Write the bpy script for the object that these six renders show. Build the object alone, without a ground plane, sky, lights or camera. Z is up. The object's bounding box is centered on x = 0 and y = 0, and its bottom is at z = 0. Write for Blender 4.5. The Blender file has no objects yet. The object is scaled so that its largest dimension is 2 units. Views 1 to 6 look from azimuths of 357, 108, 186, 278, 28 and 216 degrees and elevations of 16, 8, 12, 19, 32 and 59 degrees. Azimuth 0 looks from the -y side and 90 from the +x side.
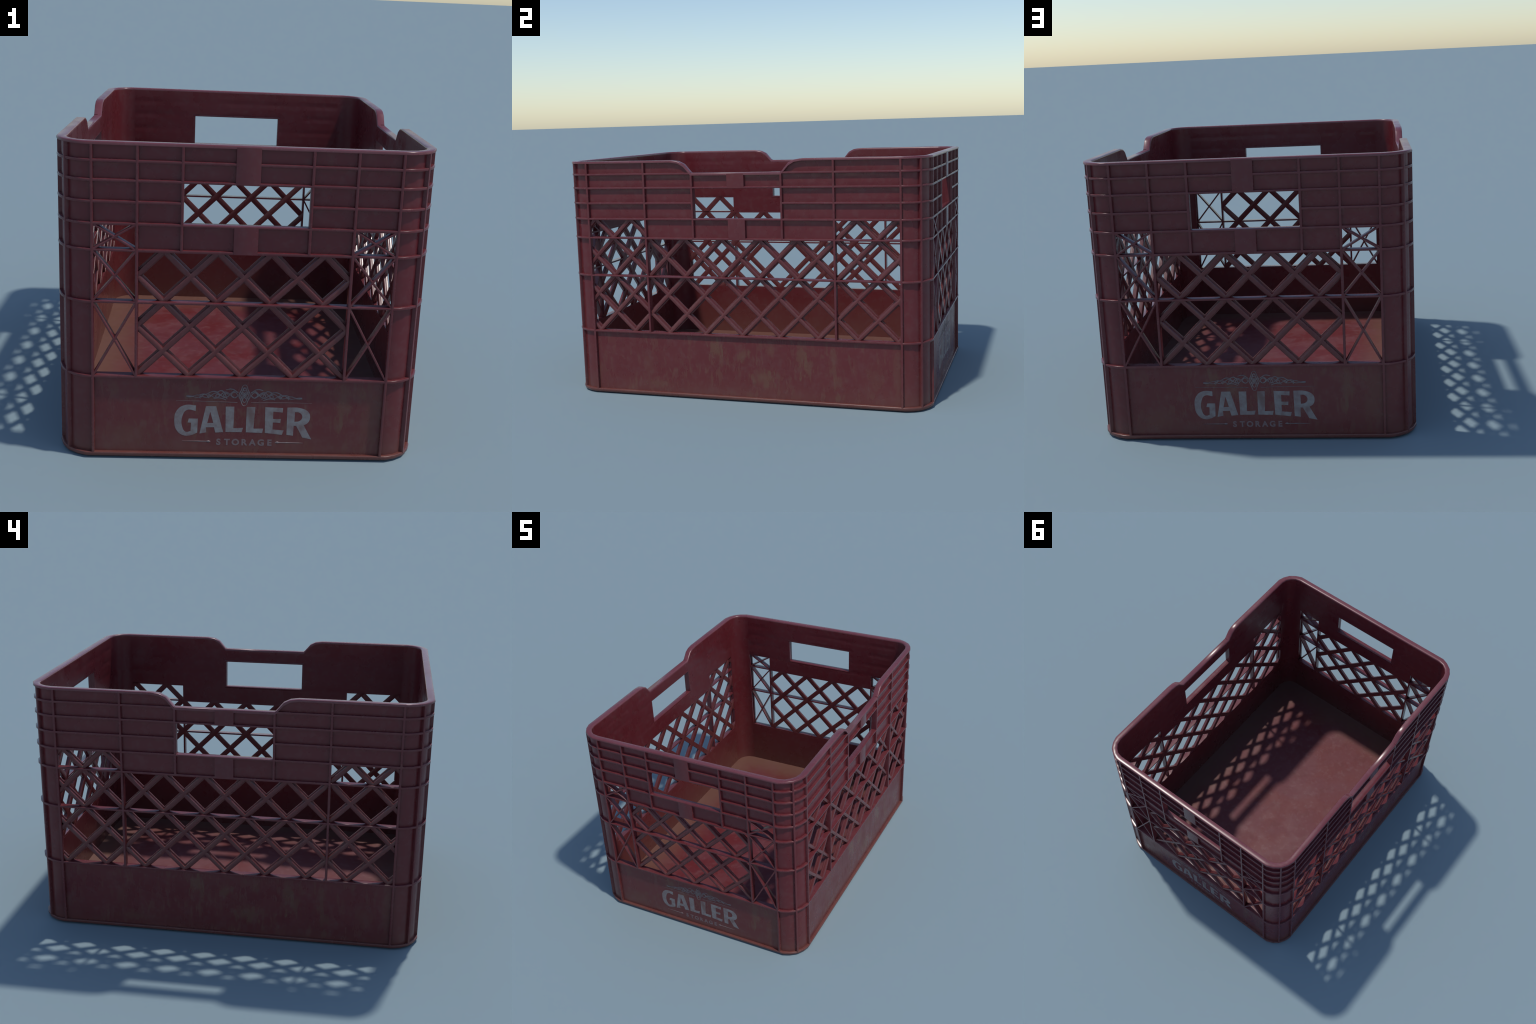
"""A worn dark-red plastic storage crate: perforated lattice walls, stiffening ribs,
hand holes, a notched rim on the long sides and a printed mark on both ends."""
import bpy, bmesh, math
from mathutils import Vector, Matrix

# ------------------------------------------------------------------ sizes (metres)
HX, HY, H = 0.733, 1.000, 1.292          # outer half width, half length, height
TH, SH = 0.038, 0.0225                    # whole wall depth, depth of the bare sheet
DX, DY = HX - TH, HY - TH                # inner faces
RIB = 0.0056                             # half thickness of a rib
Z_RIBS = (1.221, 1.147, 1.065)           # short rib rows of the upper band
Z_HAND, Z_BAND, Z_MID, Z_SILL = 0.980, 0.876, 0.667, 0.355
HAND_U, HAND_T = 0.2405, 1.142           # hand hole half width / top
FLOOR = 0.040
PITCH, RISE = 0.104, 0.1032              # lattice half pitch and rise

# ------------------------------------------------------------------ node helpers
class Nodes:
    def __init__(self, name):
        self.m = bpy.data.materials.new(name)
        self.m.use_nodes = True
        self.t = self.m.node_tree
        self.b = self.t.nodes["Principled BSDF"]
    def n(self, kind, **kw):
        x = self.t.nodes.new(kind)
        for k, v in kw.items():
            setattr(x, k, v)
        return x
    def put(self, sock, v):
        if isinstance(v, bpy.types.NodeSocket):
            self.t.links.new(v, sock)
        elif isinstance(v, (tuple, list)) and len(v) == 3 and sock.type == 'RGBA':
            sock.default_value = (*v, 1)
        else:
            sock.default_value = v
    def math(self, op, a, b=0.0, clamp=False):
        x = self.n("ShaderNodeMath", operation=op, use_clamp=clamp)
        self.put(x.inputs[0], a); self.put(x.inputs[1], b)
        return x.outputs[0]
    def mix(self, f, a, b):
        x = self.n("ShaderNodeMix", data_type='RGBA')
        self.put(x.inputs["Factor"], f); self.put(x.inputs["A"], a); self.put(x.inputs["B"], b)
        return next(o for o in x.outputs if o.type == 'RGBA')
    def ramp(self, v, lo, hi, a=0.0, b=1.0, smooth=True):
        x = self.n("ShaderNodeMapRange")
        if smooth: x.interpolation_type = 'SMOOTHSTEP'
        x.inputs["From Min"].default_value, x.inputs["From Max"].default_value = lo, hi
        x.inputs["To Min"].default_value, x.inputs["To Max"].default_value = a, b
        self.put(x.inputs["Value"], v)
        return x.outputs[0]
    def scaled(self, vec, s, off=(0, 0, 0)):
        x = self.n("ShaderNodeMapping")
        x.inputs["Scale"].default_value = s
        x.inputs["Location"].default_value = off
        self.put(x.inputs["Vector"], vec)
        return x.outputs[0]
    def noise(self, vec, scale, detail=3.0, rough=0.5, dist=0.0):
        x = self.n("ShaderNodeTexNoise")
        self.put(x.inputs["Vector"], vec)
        for k, v in (("Scale", scale), ("Detail", detail), ("Roughness", rough), ("Distortion", dist)):
            x.inputs[k].default_value = v
        return x.outputs["Fac"]
    def world(self):
        return self.n("ShaderNodeNewGeometry").outputs["Position"]
    def local(self):
        return self.n("ShaderNodeTexCoord").outputs["Object"]
    def xyz(self, v):
        x = self.n("ShaderNodeSeparateXYZ")
        self.put(x.inputs[0], v)
        return x.outputs

RED = (0.121, 0.0175, 0.0220)
RED_DEEP = (0.105, 0.011, 0.015)
EDGE = (0.126, 0.0265, 0.0315)
BARS = (0.122, 0.0300, 0.0310)
MUD = (0.138, 0.058, 0.044)
STAIN = (0.140, 0.080, 0.047)
DUST = (0.16, 0.10, 0.095)

def plastic(name, base=RED, stains=False, floor=False, rough=0.32, grime=1.0, spread=1.0, bump=0.10, sinks=False):
    k = Nodes(name)
    P = k.world()
    X = k.xyz(P)
    big = k.noise(P, 3.2, 4, 0.55)
    fine = k.noise(P, 34, 3, 0.6)
    col = k.mix(k.ramp(big, 0.35, 0.7), base, tuple(0.62 * a + 0.38 * b for a, b in zip(base, RED_DEEP)))
    # mud rising from the ground, ragged upper edge
    zz = k.math('ADD', X[2], k.math('MULTIPLY', k.math('SUBTRACT', big, 0.5), 0.16))
    low = k.ramp(zz, 0.15, -0.02, 0.0, 0.60 * grime)
    col = k.mix(low, col, MUD)
    mid = k.ramp(zz, 0.62, 0.10, 0.0, 0.17 * grime)
    col = k.mix(mid, col, MUD)
    spots = k.ramp(k.noise(P, 21, 2, 0.5), 0.64, 0.76, 0, 0.22)
    col = k.mix(spots, col, MUD)
    ro = k.ramp(k.noise(P, 5.5, 4, 0.6), 0.3, 0.72, rough - 0.09 * spread, rough + 0.12 * spread)
    if stains:                           # dried drips on the solid bottom panels
        L = k.local()
        U = k.xyz(L)
        outer = k.ramp(U[1], -0.010, -0.014)
        drip = k.noise(k.scaled(L, (42, 1, 12)), 1.0, 6, 0.66, 0.4)
        blot = k.noise(k.scaled(L, (6.0, 1, 6.0), (3.1, 0, 1.7)), 1.0, 4, 0.6)
        m = k.math('MULTIPLY', k.ramp(drip, 0.48, 0.62), k.ramp(blot, 0.40, 0.62))
        m = k.math('MULTIPLY', k.math('MULTIPLY', m, outer), k.ramp(U[2], 0.37, 0.33))
        col = k.mix(k.math('MULTIPLY', m, 0.28), col, STAIN)
        # the few larger runs: (centre u, centre z, half width, half height, strength)
        for u, z, a, b, s in stains:
            du = k.math('DIVIDE', k.math('SUBTRACT', U[0], u), a)
            dz = k.math('DIVIDE', k.math('SUBTRACT', U[2], z), b)
            r = k.math('SQRT', k.math('ADD', k.math('MULTIPLY', du, du), k.math('MULTIPLY', dz, dz)))
            r = k.math('ADD', r, k.math('MULTIPLY', k.math('SUBTRACT', drip, 0.5), 4.4))
            sp = k.math('MULTIPLY', k.ramp(r, 0.95, 0.30, 0, s * 0.85), outer)
            col = k.mix(sp, col, STAIN)
        inside = k.math('SUBTRACT', 1.0, outer)      # mud climbing the inner faces
        col = k.mix(k.math('MULTIPLY', inside, k.ramp(zz, 0.38, 0.02, 0, 0.48)), col, MUD)
        ro = k.math('ADD', ro, k.math('MULTIPLY', m, 0.15))
    if floor:                            # mud gathered along the edge of the floor
        ax = k.math('SUBTRACT', DX, k.math('ABSOLUTE', X[0]))
        ay = k.math('SUBTRACT', DY, k.math('ABSOLUTE', X[1]))
        e = k.math('MINIMUM', ax, ay)
        cloud = k.noise(P, 2.4, 5, 0.6)
        blot = k.noise(k.scaled(P, (1, 1, 1), (4.2, 1.3, 0)), 5.5, 6, 0.65)
        e = k.math('ADD', e, k.math('MULTIPLY', k.math('SUBTRACT', blot, 0.5), 0.30))
        col = k.mix(k.ramp(cloud, 0.42, 0.56), (0.120, 0.014, 0.016), (0.120, 0.022, 0.028))
        col = k.mix(k.ramp(blot, 0.47, 0.60, 0, 0.50), col, (0.142, 0.044, 0.050))
        col = k.mix(k.ramp(k.noise(P, 22, 5, 0.7), 0.50, 0.66, 0, 0.35), col, (0.165, 0.070, 0.072))
        col = k.mix(k.ramp(k.noise(P, 12, 5, 0.6), 0.52, 0.66, 0, 0.40), col, (0.100, 0.016, 0.017))
        col = k.mix(k.ramp(e, 0.29, 0.02, 0, 0.92), col, (0.140, 0.066, 0.048))
        ro = k.ramp(blot, 0.35, 0.65, 0.50, 0.66)
        k.b.inputs["Specular IOR Level"].default_value = 0.42
    col = k.mix(k.ramp(fine, 0.45, 0.7, 0, 0.05 if floor else 0.12), col, DUST)
    k.put(k.b.inputs["Base Color"], col)
    k.put(k.b.inputs["Roughness"], ro)
    k.b.inputs["IOR"].default_value = 1.46
    bp = k.n("ShaderNodeBump")
    bp.inputs["Strength"].default_value, bp.inputs["Distance"].default_value = bump, 0.004
    hgt = k.math('ADD', k.math('ADD', k.noise(P, 9, 3, 0.5), k.math('MULTIPLY', fine, 0.15)), k.math('MULTIPLY', k.noise(k.scaled(P, (1.6, 1.6, 11)), 1.0, 2, 0.5), 1.6))
    k.put(bp.inputs["Height"], hgt)
    nrm = bp.outputs[0]
    if sinks:                            # shallow sink marks left by the ribs behind the wall
        d = 1.0
        for z in (*Z_RIBS, Z_HAND):
            d = k.math('MINIMUM', d, k.math('ABSOLUTE', k.math('SUBTRACT', X[2], z)))
        wob = k.noise(k.scaled(P, (7, 7, 2.5)), 1.0, 3, 0.6)
        sk = k.math('MULTIPLY', k.ramp(d, 0.026, 0.0), k.ramp(wob, 0.36, 0.62, 0.1, 1.0))
        b2 = k.n("ShaderNodeBump", invert=True)
        b2.inputs["Strength"].default_value, b2.inputs["Distance"].default_value = 0.45, 0.0022
        k.put(b2.inputs["Height"], sk)
        k.put(b2.inputs["Normal"], nrm)
        nrm = b2.outputs[0]
    k.put(k.b.inputs["Normal"], nrm)
    return k.m

def ink(name, strength):
    k = Nodes(name)
    L = k.local()
    P = k.world()
    wear = k.noise(L, 26, 4, 0.65)
    patch = k.noise(k.scaled(L, (9, 1, 7), (5.3, 0, 2.2)), 1.0, 3, 0.5)
    col = k.mix(k.ramp(wear, 0.3, 0.75, 1.0 * strength, 0.50 * strength), RED, (0.232, 0.216, 0.215))
    col = k.mix(k.ramp(patch, 0.56, 0.72, 0, 0.6), col, (0.12, 0.055, 0.045))
    k.put(k.b.inputs["Base Color"], col)
    k.b.inputs["Roughness"].default_value = 0.6
    k.b.inputs["Specular IOR Level"].default_value = 0.35
    return k.m

END_STAINS = [(-0.19, 0.29, 0.045, 0.06, .5), (-0.10, 0.24, 0.05, 0.05, .42), (0.02, 0.20, .03, .03, .35),
              (0.11, 0.31, .03, .05, .3), (0.42, 0.25, 0.035, 0.12, .45), (0.40, 0.16, 0.03, 0.05, .3),
              (0.54, 0.18, 0.06, 0.22, .3), (0.49, 0.30, .03, .05, .25), (-0.45, 0.10, .10, .06, .25)]
SIDE_STAINS = [(-0.15, 0.28, 0.05, 0.07, .6), (-0.12, 0.22, .02, .05, .4), (0.01, 0.25, 0.045, 0.05, .5),
               (0.12, 0.13, 0.075, 0.06, .55), (0.16, .29, .03, .06, .35), (0.33, 0.25, 0.04, 0.10, .5),
               (0.36, 0.20, 0.05, 0.07, .4), (0.50, 0.22, .03, .12, .4), (0.53, 0.05, .03, .03, .45),
               (0.52, .13, .04, .05, .3), (0.72, .17, .06, .08, .25), (-0.50, 0.07, .10, .025, .35),
               (-0.55, .18, .05, .08, .2), (0.83, 0.18, 0.03, 0.2, .3)]
M_END = plastic("end_panel_plastic", stains=END_STAINS, sinks=True, rough=0.30, grime=0.85)
M_SIDE = plastic("side_panel_plastic", stains=SIDE_STAINS, sinks=True, rough=0.30, grime=0.72)
M_POST = plastic("corner_plastic")
M_RIB = plastic("rib_plastic", base=EDGE, rough=0.25, grime=0.8, spread=0.7)
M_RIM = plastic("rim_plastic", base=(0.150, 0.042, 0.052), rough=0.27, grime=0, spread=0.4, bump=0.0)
M_FOOT = plastic("foot_plastic", base=(0.132, 0.034, 0.030), rough=0.3, grime=0.75)
M_BAR = plastic("bar_plastic", base=BARS, rough=0.25, spread=0.8)
M_FLOOR = plastic("floor_plastic", floor=True)
M_INK = ink("letter_ink", 1.0)
M_FAINT = ink("faint_ink", 0.62)

# ------------------------------------------------------------------ object helpers
def mesh_from(name, verts, faces, mat, angle=42):
    me = bpy.data.meshes.new(name)
    me.from_pydata([tuple(v) for v in verts], [], faces)
    me.materials.append(mat)
    bm = bmesh.new(); bm.from_mesh(me)
    bmesh.ops.remove_doubles(bm, verts=bm.verts, dist=1e-6)
    bmesh.ops.recalc_face_normals(bm, faces=bm.faces)
    bm.to_mesh(me); bm.free()
    me.polygons.foreach_set("use_smooth", [True] * len(me.polygons))
    me.set_sharp_from_angle(angle=math.radians(angle))
    return me

def add(name, me, parent, loc=(0, 0, 0), rot=0.0):
    o = bpy.data.objects.new(name, me)
    bpy.context.scene.collection.objects.link(o)
    o.parent = parent
    o.location = loc
    o.rotation_euler = (0, 0, rot)
    return o

def sweep(sections, closed=False, caps=True):
    """Skin a list of equal-length cross-sections."""
    n, m = len(sections[0]), len(sections)
    v = [p for s in sections for p in s]
    f = []
    for i in range(m if closed else m - 1):
        a, b = i * n, ((i + 1) % m) * n
        for j in range(n):
            k = (j + 1) % n
            f.append((a + j, a + k, b + k, b + j))
    if caps and not closed:
        f += [tuple(range(n)), tuple(range((m - 1) * n, m * n))]
    return v, f

def fin_profile(h, d0, d1, r):
    """Rib cross-section (t, d): square root, rounded nose."""
    c = 0.293 * r
    return [(-h, d0), (-h, d1 - r), (-h + c, d1 - c), (-h + r, d1), (h - r, d1), (h - c, d1 - c), (h, d1 - r), (h, d0)]

CACHE = {}
def cached(key, build):
    if key not in CACHE:
        CACHE[key] = build()
    return CACHE[key]

def lip_profile(h, d1, a=0.0035):
    """Bar closing a hand hole: all four long edges rounded."""
    c = 0.293 * a
    half = [(-h, a), (-h, d1 - a), (-h + c, d1 - c), (-h + a, d1)]
    return [(-h + a, 0.0), (-h + c, c)] + half + [(-t, d) for t, d in reversed(half)] + [(h - c, c), (h - a, 0.0)]

# wall frame: x = along the wall seen from outside, y = -depth, z = up
def rib_h(parent, name, u0, u1, z, d0=0.020, d1=TH - 0.0005, h=RIB, mat=None):
    L = round(u1 - u0, 4)
    def build():
        pr = lip_profile(h, d1) if "hand_hole" in name else fin_profile(h, d0, d1, 0.0017)
        return mesh_from(name, *sweep([[(s * L / 2, -d, t) for t, d in pr] for s in (-1, 1)]), mat or M_RIB)
    return add(name, cached(("h", L, d0, d1, h, name), build), parent, ((u0 + u1) / 2, 0, z))

def rib_v(parent, name, u, z0, z1, d0=0.020, d1=TH, h=RIB, mat=None):
    L = round(z1 - z0, 4)
    def build():
        pr = fin_profile(h, d0, d1, 0.0017)
        return mesh_from(name, *sweep([[(t, -d, s * L / 2) for t, d in pr] for s in (-1, 1)]), mat or M_RIB)
    return add(name, cached(("v", L, d0, d1, h, name), build), parent, (u, 0, (z0 + z1) / 2))

def clip(u, z, du, dz, R):
    """Both ends of the line (u,z)+t(du,dz) inside rectangle R."""
    t0, t1 = -9.0, 9.0
    for p, d, lo, hi in ((u, du, R[0], R[1]), (z, dz, R[2], R[3])):
        a, b = (lo - p) / d, (hi - p) / d
        t0, t1 = max(t0, min(a, b)), min(t1, max(a, b))
    return (t0, t1) if t1 - t0 > 0.002 else None

BAR = [(-0.0150, 0.0008), (-0.0158, 0.0011), (-0.0161, 0.0019), (-0.0161, 0.0085), (-0.0152, 0.0098), (-0.0100, 0.0104),
       (-0.0100, 0.0212), (-0.0088, 0.0238), (-0.0060, 0.0250), (0.0060, 0.0250), (0.0088, 0.0238), (0.0100, 0.0212),
       (0.0100, 0.0104), (0.0152, 0.0098), (0.0161, 0.0085), (0.0161, 0.0019), (0.0158, 0.0011), (0.0150, 0.0008)]

def strut(parent, name, u, z, du, dz, R, profile, lift, mat):
    """A straight bar of given profile through (u,z), cut off along the rectangle R."""
    l = math.hypot(du, dz); du, dz = du / l, dz / l
    nu, nz = -dz, du
    if clip(u, z, du, dz, R) is None:
        return
    ends = ([], [])
    for w, d in profile:
        c = clip(u + w * nu, z + w * nz, du, dz, R)
        if c is None:                     # this edge of the bar only grazes the frame
            q = min(max(u + w * nu, R[0]), R[1]), min(max(z + w * nz, R[2]), R[3])
            for e in ends: e.append((q[0] + 1e-4 * len(e) * 0.01, -d - lift, q[1]))
            continue
        for e, t in zip(ends, c):
            e.append((u + w * nu + t * du, -d - lift, z + w * nz + t * dz))
    return add(name, mesh_from(name, *sweep(ends), mat), parent)

def lattice(parent, u0, u1, z0, z1, off):
    R = (u0 - 0.002, u1 + 0.002, z0 - 0.002, z1 + 0.002)
    for s in (1, -1):
        for k in range(-24, 25):
            # lines through the odd node (off + (2k+1) pitch) at the band level
            c = clip(off + (2 * k + 1) * PITCH, Z_BAND, PITCH, s * RISE, R)
            if c is None or c[1] - c[0] < 0.2:
                continue
            strut(parent, "lattice_bar", off + (2 * k + 1) * PITCH, Z_BAND, PITCH, s * RISE, R, BAR, 0.0003 * (1 + s), M_BAR)

# ------------------------------------------------------------------ outlines
NOTCH = [(0.247, 1.224), (0.287, 1.271), (0.318, 1.286), (0.360, H)]
def top_end(u):
    return H
def top_side(u):
    u = abs(u)
    if u <= NOTCH[0][0]: return NOTCH[0][1]
    for (a, za), (b, zb) in zip(NOTCH, NOTCH[1:]):
        if u <= b: return za + (zb - za) * (u - a) / (b - a)
    return H
def lip(top, u, t=0.0115):
    s = (top(u + .012) - top(u - .012)) / .024
    return t * math.sqrt(1 + s * s)

# corner columns from the end wall round to the long side, in the +x +y quarter
OUT = [(0.615, HY), (0.6560, 0.9830), (0.6950, 0.9545), (0.7195, 0.9160), (HX, 0.8750)]
INN = [(0.600, DY), (0.6375, 0.9545), (0.6660, 0.9330), (0.6865, 0.9050), (DX, 0.8700)]
def lerp2(a, b, t): return (a[0] + (b[0] - a[0]) * t, a[1] + (b[1] - a[1]) * t)
def corner_pts(d):
    """Corner polyline at depth d from the inner face, with the straight ends."""
    t = d / TH
    return [(0.587, DY + d)] + [lerp2(i, o, t) for i, o in zip(INN, OUT)] + [(DX + d, 0.858)]

# ------------------------------------------------------------------ the crate
crate = bpy.data.objects.new("storage_crate", None)
bpy.context.scene.collection.objects.link(crate)
crate["label"] = "worn dark red plastic storage crate with lattice walls"
crate["category"] = "storage crate"

def panel(name, us, zs, top, solid, mat, loc, rot):
    """The bare sheet of one wall: a grid of cells, some left open."""
    cols, rows = len(us), len(zs) + 1
    def zat(j, u):
        t = top(u) - lip(top, u)
        return min(zs[j], t) if j < len(zs) else t
    v, f = [], []
    for side in (0, SH):
        for u in us:
            for j in range(rows):
                v.append((u, -side, zat(j, u)))
    N = cols * rows
    ix = lambda i, j, s: s * N + i * rows + j
    def on(i, j):
        if not (0 <= i < cols - 1 and 0 <= j < rows - 1): return None
        return solid((us[i] + us[i + 1]) / 2, (zat(j, us[i]) + zat(j + 1, us[i]) + zat(j, us[i + 1]) + zat(j + 1, us[i + 1])) / 4)
    for i in range(cols - 1):
        for j in range(rows - 1):
            if not on(i, j): continue
            q = [(i, j), (i + 1, j), (i + 1, j + 1), (i, j + 1)]
            for s in (0, 1):
                f.append(tuple(ix(a, b, s) for a, b in q))
            for (a, b), (c, d), nb in ((q[0], q[1], (i, j - 1)), (q[1], q[2], (i + 1, j)), (q[2], q[3], (i, j + 1)), (q[3], q[0], (i - 1, j))):
                g = on(*nb)
                if g is False or (g is None and nb[1] < 0):
                    f.append((ix(a, b, 0), ix(c, d, 0), ix(c, d, 1), ix(a, b, 1)))
    f = [t for t in f if len({tuple(round(x, 5) for x in v[p]) for p in t}) > 2]
    return add(name, mesh_from(name, v, f, mat, 30), crate, loc, rot)

def end_solid(u, z):
    u = abs(u)
    if u < HAND_U + .010 and HAND_T + .010 > z > Z_HAND - .006: return False
    if u < 0.416 and Z_BAND + .005 > z > Z_SILL - .005: return False
    if u > 0.416 and Z_HAND + .005 > z > Z_SILL - .005: return False
    return True
def side_solid(u, z):
    u = abs(u)
    if u < HAND_U + .010 and HAND_T + .010 > z > Z_HAND - .006: return False
    if Z_BAND + .005 > z > Z_SILL - .005: return False
    if u > 0.520 and Z_HAND + .005 > z > Z_BAND: return False
    return True

def sym(*a):
    return sorted({s * x for x in a for s in (-1, 1)})
ZS = [0.0, Z_SILL - .005, Z_BAND + .005, Z_HAND - .006, Z_HAND + .005, HAND_T + .010]

def wall(end, rot):
    D = DY if end else DX
    loc = Matrix.Rotation(rot, 3, 'Z') @ Vector((0, -D, 0))
    half, col = (0.587, 0.416) if end else (0.858, 0.520)
    top = top_end if end else top_side
    us = sym(half, col, HAND_U + .010) if end else sym(half, col, HAND_U + .010, *[a for a, _ in NOTCH])
    w = panel("end_wall" if end else "side_wall", us, ZS, top, end_solid if end else side_solid, M_END if end else M_SIDE, loc, rot)
    hi = H - 0.0110
    # --- vertical ribs
    for s in (-1, 1):
        rib_v(w, "vertical_rib", s * half, 0.022, hi, d1=TH - .0002)
        rib_v(w, "vertical_rib", s * col, Z_BAND, hi, d1=TH - .0002)
        rib_v(w, "lattice_post", s * col, Z_SILL, Z_BAND, 0.0015, TH - .0001)
        rib_v(w, "vertical_rib", s * (HAND_U + .005), Z_BAND, (hi if end else 1.215), d1=TH - .0002)
        if not end:
            rib_v(w, "lattice_post", s * col, Z_BAND, Z_HAND, 0.0015, TH - .0004, 0.0047)
    # --- horizontal ribs
    a = 0.0
    edges = [(-half, -HAND_U - .005), (HAND_U + .005, half)]
    for k, z in enumerate(Z_RIBS):
        if end and k == 0:
            rib_h(w, "horizontal_rib", -half, half, z)
        else:
            for e in edges: rib_h(w, "horizontal_rib", *e, z)
    for s in (-1, 1):
        rib_h(w, "horizontal_rib", *sorted((s * (HAND_U + .005), s * col)), Z_HAND)
    for s in (-1, 1):                     # across the small upper openings
        e = sorted((s * col, s * half))
        rib_h(w, "lattice_rail", *e, Z_HAND, 0.0008, TH - .0007)
        if end: rib_h(w, "lattice_rail", *e, Z_BAND, 0.0012, TH - .0007, 0.0045)
    if end:
        rib_h(w, "lattice_rail", -col, col, Z_BAND, 0.0004, TH - .0006)
    else:
        rib_h(w, "lattice_rail", -col, col, Z_BAND, 0.0004, TH - .0006)
        for s in (-1, 1):
            e = sorted((s * col, s * half))
            rib_h(w, "lattice_rail", *e, Z_BAND, 0.0012, TH - .0007, 0.0045)
    rib_h(w, "lattice_rail", -half, half, Z_MID, 0.0030, TH - .0006, 0.0045)
    rib_h(w, "lattice_rail", -half, half, Z_SILL, 0.0004, TH - .0006)
    # --- hand hole frame
    q = HAND_U + 0.0102
    rib_h(w, "hand_hole_sill", -q, q, Z_HAND - .001, 0.0, TH + .0001, 0.005)
    rib_h(w, "hand_hole_lintel", -q, q, HAND_T + .005, 0.0, TH + .0001, 0.005)
    for s in (-1, 1):
        rib_v(w, "hand_hole_jamb", s * (HAND_U + .005), Z_HAND + .004, HAND_T, 0.0, TH + .0002, 0.0052)
    # --- raised blank plates above and below the hand hole
    for z0, z1 in ((HAND_T + .002, (H if end else NOTCH[0][1]) - .006), (Z_BAND - .0045, Z_HAND - .001)):
        rib_v(w, "blank_plate", 0, z0, z1, 0.022, TH + .0004, 0.047)
    # --- lattice
    off = 0.008 if (not end and rot > 0) else 0.0
    if end:
        lattice(w, -col, col, Z_SILL, Z_BAND, 0.0)
        fin = fin_profile(0.0043, 0.0016, TH - .0012, 0.0022)
        for s in (-1, 1):
            e = sorted((s * col, s * half))
            for z0, z1 in ((Z_SILL, Z_MID), (Z_MID, Z_BAND), (Z_BAND, Z_HAND)):
                for q2 in (1, -1):
                    R = (e[0] + .001, e[1] - .001, z0 + .001, z1 - .001)
                    strut(w, "cross_brace", sum(e) / 2, (z0 + z1) / 2, e[1] - e[0], q2 * (z1 - z0), R, fin, 0.0003 * q2, M_RIB)
    else:
        lattice(w, -half, half, Z_SILL, Z_BAND, off)
        for s in (-1, 1):
            lattice(w, *sorted((s * col, s * half)), Z_BAND, Z_HAND, off)
    return w

ends = [wall(True, 0.0), wall(True, math.pi)]
sides = [wall(False, math.pi / 2), wall(False, -math.pi / 2)]

# ------------------------------------------------------------------ corners
def corner_sheet():
    secs = []
    inner, outer = corner_pts(0.0), corner_pts(SH)
    z1 = H - 0.0115
    secs = [[(*i, 0.0), (*i, z1), (*o, z1), (*o, 0.0)] for i, o in zip(inner, outer)]
    return mesh_from("corner_post", *sweep(secs), M_POST, 50)
def corner_rib():
    pr = fin_profile(RIB, 0.020, TH - .0004, 0.0017)
    return mesh_from("corner_rib", *sweep([[(*p, t) for p, t in zip(ps, [t for t, _ in pr])] for ps in zip(*[corner_pts(d) for _, d in pr])]), M_RIB, 50)
def corner_stile():
    """Upright rib on the corner itself."""
    pr = fin_profile(RIB, 0.018, TH - .0002, 0.0017)
    c = lerp2(INN[2], OUT[2], 0.0)
    n = Vector((OUT[2][0] - INN[2][0], OUT[2][1] - INN[2][1])).normalized()
    D = (Vector(OUT[2]) - Vector(INN[2])).length
    pt = lambda t, d: (c[0] + n.x * d * D / TH - n.y * t, c[1] + n.y * d * D / TH + n.x * t)
    return mesh_from("corner_stile", *sweep([[(*pt(t, d), z) for t, d in pr] for z in (0.022, H - .0110)]), M_RIB)
def mirrored(me, sx, sy):
    m = me.copy()
    bm = bmesh.new(); bm.from_mesh(m)
    bmesh.ops.transform(bm, matrix=Matrix.Diagonal((sx, sy, 1, 1)), verts=bm.verts)
    if sx * sy < 0: bmesh.ops.reverse_faces(bm, faces=bm.faces)
    bm.to_mesh(m); bm.free()
    return m
base = [corner_sheet(), corner_rib(), corner_stile()]
for sx, sy in ((1, 1), (-1, 1), (-1, -1), (1, -1)):
    sheet, rib, stile = [mirrored(m, sx, sy) if (sx, sy) != (1, 1) else m for m in base]
    post = add("corner_post", sheet, crate)
    add("corner_stile", stile, post)
    for z in (*Z_RIBS, Z_HAND, Z_BAND, Z_MID, Z_SILL):
        add("corner_rib", rib, post, (0, 0, z))

# ------------------------------------------------------------------ rim and foot, swept round the plan
def perimeter():
    """Stations round the plan: function of depth -> point, and the local top height."""
    st = []
    quarter = list(range(7))
    def corner(sx, sy, rev):
        order = reversed(quarter) if rev else quarter
        for i in order:
            st.append((lambda d, i=i, sx=sx, sy=sy: (lambda p: (sx * p[0], sy * p[1]))(corner_pts(d)[i]), H, 0.0115))
    def side(sx, up):
        us = sym(*[a for a, _ in NOTCH])
        for u in (us if up else reversed(us)):
            st.append((lambda d, u=u, sx=sx: (sx * (DX + d), u), top_side(u), lip(top_side, u)))
    corner(1, -1, False); side(1, True); corner(1, 1, True)
    corner(-1, 1, False); side(-1, False); corner(-1, -1, True)
    return st
ST = perimeter()
def rim_section(h):
    """Flat-topped rim: crisp outer edge, softer inner edge."""
    a, b = 0.0045, 0.0065
    ca, cb = 0.293 * a, 0.293 * b
    return [(0, -h), (0, -b), (cb, -cb), (b, 0), (TH - a, 0), (TH - ca, -ca), (TH, -a), (TH, -h), (SH - .003, -h)]
secs = [[(*f(d), top + z) for d, z in rim_section(h)] for f, top, h in ST]
add("rim", mesh_from("rim", *sweep(secs, closed=True), M_RIM, 48), crate)

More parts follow.
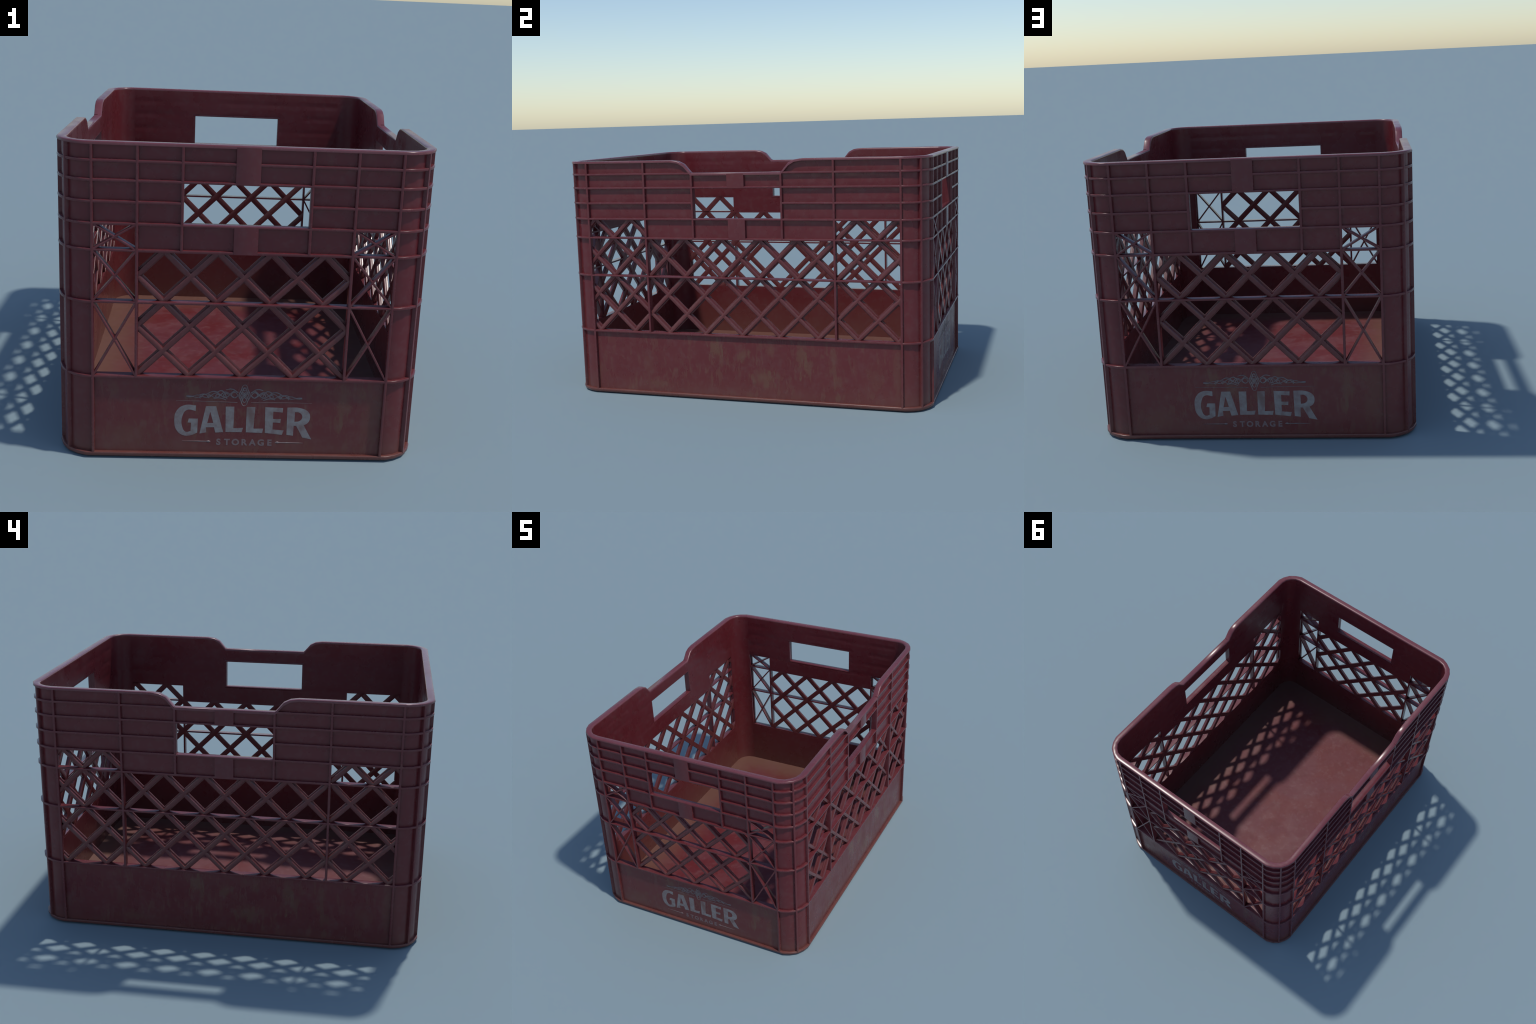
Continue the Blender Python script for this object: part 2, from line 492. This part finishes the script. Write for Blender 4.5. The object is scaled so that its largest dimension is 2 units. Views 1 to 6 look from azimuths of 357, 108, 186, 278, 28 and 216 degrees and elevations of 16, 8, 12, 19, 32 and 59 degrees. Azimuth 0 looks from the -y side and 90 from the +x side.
foot = [(0.020, 0.024), (TH - .003, 0.024), (TH - .0008, 0.0232), (TH, 0.0215), (TH, 0.013), (TH - .0030, 0.0075), (TH - .014, 0.0), (0.020, 0.0)]
secs = [[(*f(d), z) for d, z in foot] for f, _, _ in ST]
add("foot_rim", mesh_from("foot_rim", *sweep(secs, closed=True), M_FOOT, 48), crate)

# floor slab
ring = [f(0.004) for f, _, _ in ST]
n = len(ring)
fv = [(*p, z) for z in (FLOOR, 0.003) for p in ring]
ff = [tuple(range(n)), tuple(range(n, 2 * n))] + [(i, (i + 1) % n, n + (i + 1) % n, n + i) for i in range(n)]
add("floor", mesh_from("floor", fv, ff, M_FLOOR), crate)

# ------------------------------------------------------------------ printed mark on both ends
LETTERS = {   # outlines in wall coordinates; a trailing 1 marks a rounded point
    "G": [[(-.174, .232), (-.174, .206), (-.211, .209, 1), (-.227, .183, 1), (-.227, .135, 1), (-.213, .1145, 1), (-.195, .118), (-.194, .153),
           (-.208, .154), (-.203, .174), (-.164, .174), (-.166, .110), (-.188, .099, 1), (-.218, .095, 1), (-.249, .115, 1), (-.262, .163, 1), (-.251, .210, 1), (-.219, .233, 1)]],
    "A": [[(-.135, .230), (-.092, .230), (-.060, .114), (-.094, .111), (-.100, .135), (-.131, .134), (-.129, .112), (-.159, .105)],
          [(-.116, .200), (-.104, .156), (-.126, .155)]],
    "L": [[(-.055, .230), (-.018, .230), (-.019, .134), (.021, .137), (.015, .115), (-.053, .115)]],
    "L.": [[(.030, .230), (.067, .230), (.063, .134), (.103, .135), (.099, .113), (.030, .115)]],
    "E": [[(.105, .231), (.180, .228), (.179, .206), (.141, .209), (.141, .179), (.173, .179), (.171, .160), (.141, .161), (.141, .132), (.187, .128), (.180, .106), (.108, .114)]],
    "R": [[(.195, .231), (.250, .229, 1), (.284, .212, 1), (.292, .188, 1), (.284, .163, 1), (.268, .152), (.303, .088), (.263, .096), (.236, .147), (.227, .148), (.226, .103), (.197, .107)],
          [(.229, .209), (.246, .207, 1), (.258, .189, 1), (.248, .172, 1), (.229, .168)]],
}
def curve_mesh(cu, name, mat):
    o = bpy.data.objects.new("outline", cu)
    bpy.context.scene.collection.objects.link(o)
    dg = bpy.context.evaluated_depsgraph_get()
    me = bpy.data.meshes.new_from_object(o.evaluated_get(dg))
    bpy.data.objects.remove(o)
    # curve plane (x, y, z) -> wall plane (u, -depth, z)
    me.transform(Matrix(((1, 0, 0, 0), (0, 0, -1, 0), (0, 1, 0, 0), (0, 0, 0, 1))))
    me.name = name
    me.materials.clear(); me.materials.append(mat)
    return me
def letter_mesh(loops):
    cu = bpy.data.curves.new("letter", 'CURVE')
    cu.dimensions, cu.fill_mode, cu.extrude, cu.resolution_u = '2D', 'BOTH', 0.00015, 6
    cu.offset = -0.0011
    for lp in loops:
        s = cu.splines.new('BEZIER'); s.use_cyclic_u = True
        s.bezier_points.add(len(lp) - 1)
        for b, p in zip(s.bezier_points, lp):
            b.co = (p[0], p[1], 0)
            b.handle_left_type = b.handle_right_type = 'AUTO' if len(p) > 2 else 'VECTOR'
    return curve_mesh(cu, "letter", M_INK)
def word_mesh(ch, size):
    cu = bpy.data.curves.new("word", 'FONT')
    cu.body, cu.size, cu.extrude, cu.offset, cu.align_x = ch, size, 0.00015, 0.0015, 'CENTER'
    return curve_mesh(cu, "small_letter", M_FAINT)
def thread(paths, r, mat):
    """Thin printed strokes of the scrollwork, each with its own width."""
    cu = bpy.data.curves.new("stroke", 'CURVE')
    cu.dimensions, cu.bevel_depth, cu.bevel_resolution, cu.resolution_u, cu.use_fill_caps = '3D', r, 0, 5, True
    for pts, cyc in paths:
        s = cu.splines.new('BEZIER'); s.use_cyclic_u = cyc
        s.bezier_points.add(len(pts) - 1)
        for b, p in zip(s.bezier_points, pts):
            b.co = (p[0], p[1], 0)
            b.radius = p[2] if len(p) > 2 else 1.0
            b.handle_left_type = b.handle_right_type = 'AUTO'
    me = curve_mesh(cu, "scroll", mat)
    me.transform(Matrix.Diagonal((1, 0.10, 1, 1)))
    return me

CU = 0.020                                 # the mark sits a little right of the middle
def both(pts):
    return [(pts, False), ([(2 * CU - x, *r) for x, *r in pts], False)]
scroll = []
# two vine stems crossing over each other and thinning outward
for ph in (0.0, math.pi):
    pts = []
    for i in range(15):
        t = i / 14
        amp = 0.013 * (1 - t) ** 0.8 + 0.0025
        pts.append((CU + 0.026 + 0.19 * t, 0.284 - 0.014 * t + amp * math.sin(ph + 0.4 + t * 5 * math.pi), 1.0 - 0.35 * t))
    scroll += both(pts)
for x0, x1, z0, z1 in ((.028, .075, .293, .302), (.070, .110, .262, .293), (.105, .150, .290, .284), (.075, .125, .258, .262), (.140, .185, .268, .277)):
    scroll += both([(CU + x0, z0, .7), (CU + (x0 + x1) / 2, max(z0, z1) + .004, 1.1), (CU + x1, z1, .6)])
scroll += both([(CU + .205, .270, 1.0), (CU + .222, .270, 1.9), (CU + .234, .271, 1.5)])
for k in range(5):                         # small curls filling the vines
    x = .040 + .034 * k
    q = 0.013 * (1 - k / 6)
    scroll += both([(CU + x - q, .279 - .003 * k, .6), (CU + x, .279 + q - .003 * k, 1), (CU + x + q, .280 - .003 * k, 1), (CU + x + .3 * q, .277 - .003 * k - .5 * q, .7)])
medal = []
def oval(a, b, z0=0.279):
    return ([(CU + a * math.cos(q * math.pi / 4) * (0.92 if q % 2 else 1), z0 + b * math.sin(q * math.pi / 4) * (1.28 if q in (2, 6) else 0.85), 0.7 if q in (2, 6) else 1) for q in range(8)], True)
medal += [oval(0.0225, 0.036), oval(0.0155, 0.024)]
for k in (-1, 0, 1):
    for s in (-1, 1):
        medal.append(([(CU - .012 + k * .006, .279 - s * .016, .7), (CU + .012 + k * .006, .279 + s * .016, .7)], False))
medal += [([(CU - .006, .305), (CU, .313), (CU + .006, .305), (CU, .299)], True)]
rules = [both([(CU + .028, .2475, .9), (CU + .15, .250, .8), (CU + .275, .2505, .35)])]
arrows = [both([(CU + .132, .0718, .5), (CU + .141, .0718, 2.4), (CU + .150, .0718, .9), (CU + .19, .0718, 1.0), (CU + .247, .0718, .3)])]
flat = lambda a: [p for b in a for p in b]
M_SCROLL = ink("scroll_ink", 0.76)
letter_meshes = [letter_mesh(l) for l in LETTERS.values()]
glyphs = {c: word_mesh(c, 0.0375) for c in "STORAGE"}
scroll_me = thread(scroll, 0.0029, M_SCROLL)
medal_me = thread(medal, 0.0025, M_SCROLL)
rule_me = thread(flat(rules), 0.0017, M_FAINT)
arrow_me = thread(flat(arrows), 0.0026, M_SCROLL)
for w, du in zip(ends, (0.0, -0.018)):     # the far mark was printed a little off
    y = -(SH + 0.0003)
    for me in letter_meshes: add("letter", me, w, (du, y, 0))
    for i, c in enumerate("STORAGE"):
        add("small_letter", glyphs[c], w, (du + CU + 0.0050 + (i - 3) * 0.0348, y, 0.058))
    for nm, me in (("scroll_ornament", scroll_me), ("medallion_ornament", medal_me), ("rule_line", rule_me), ("arrow_ornament", arrow_me)):
        add(nm, me, w, (du, y + .0001, 0))
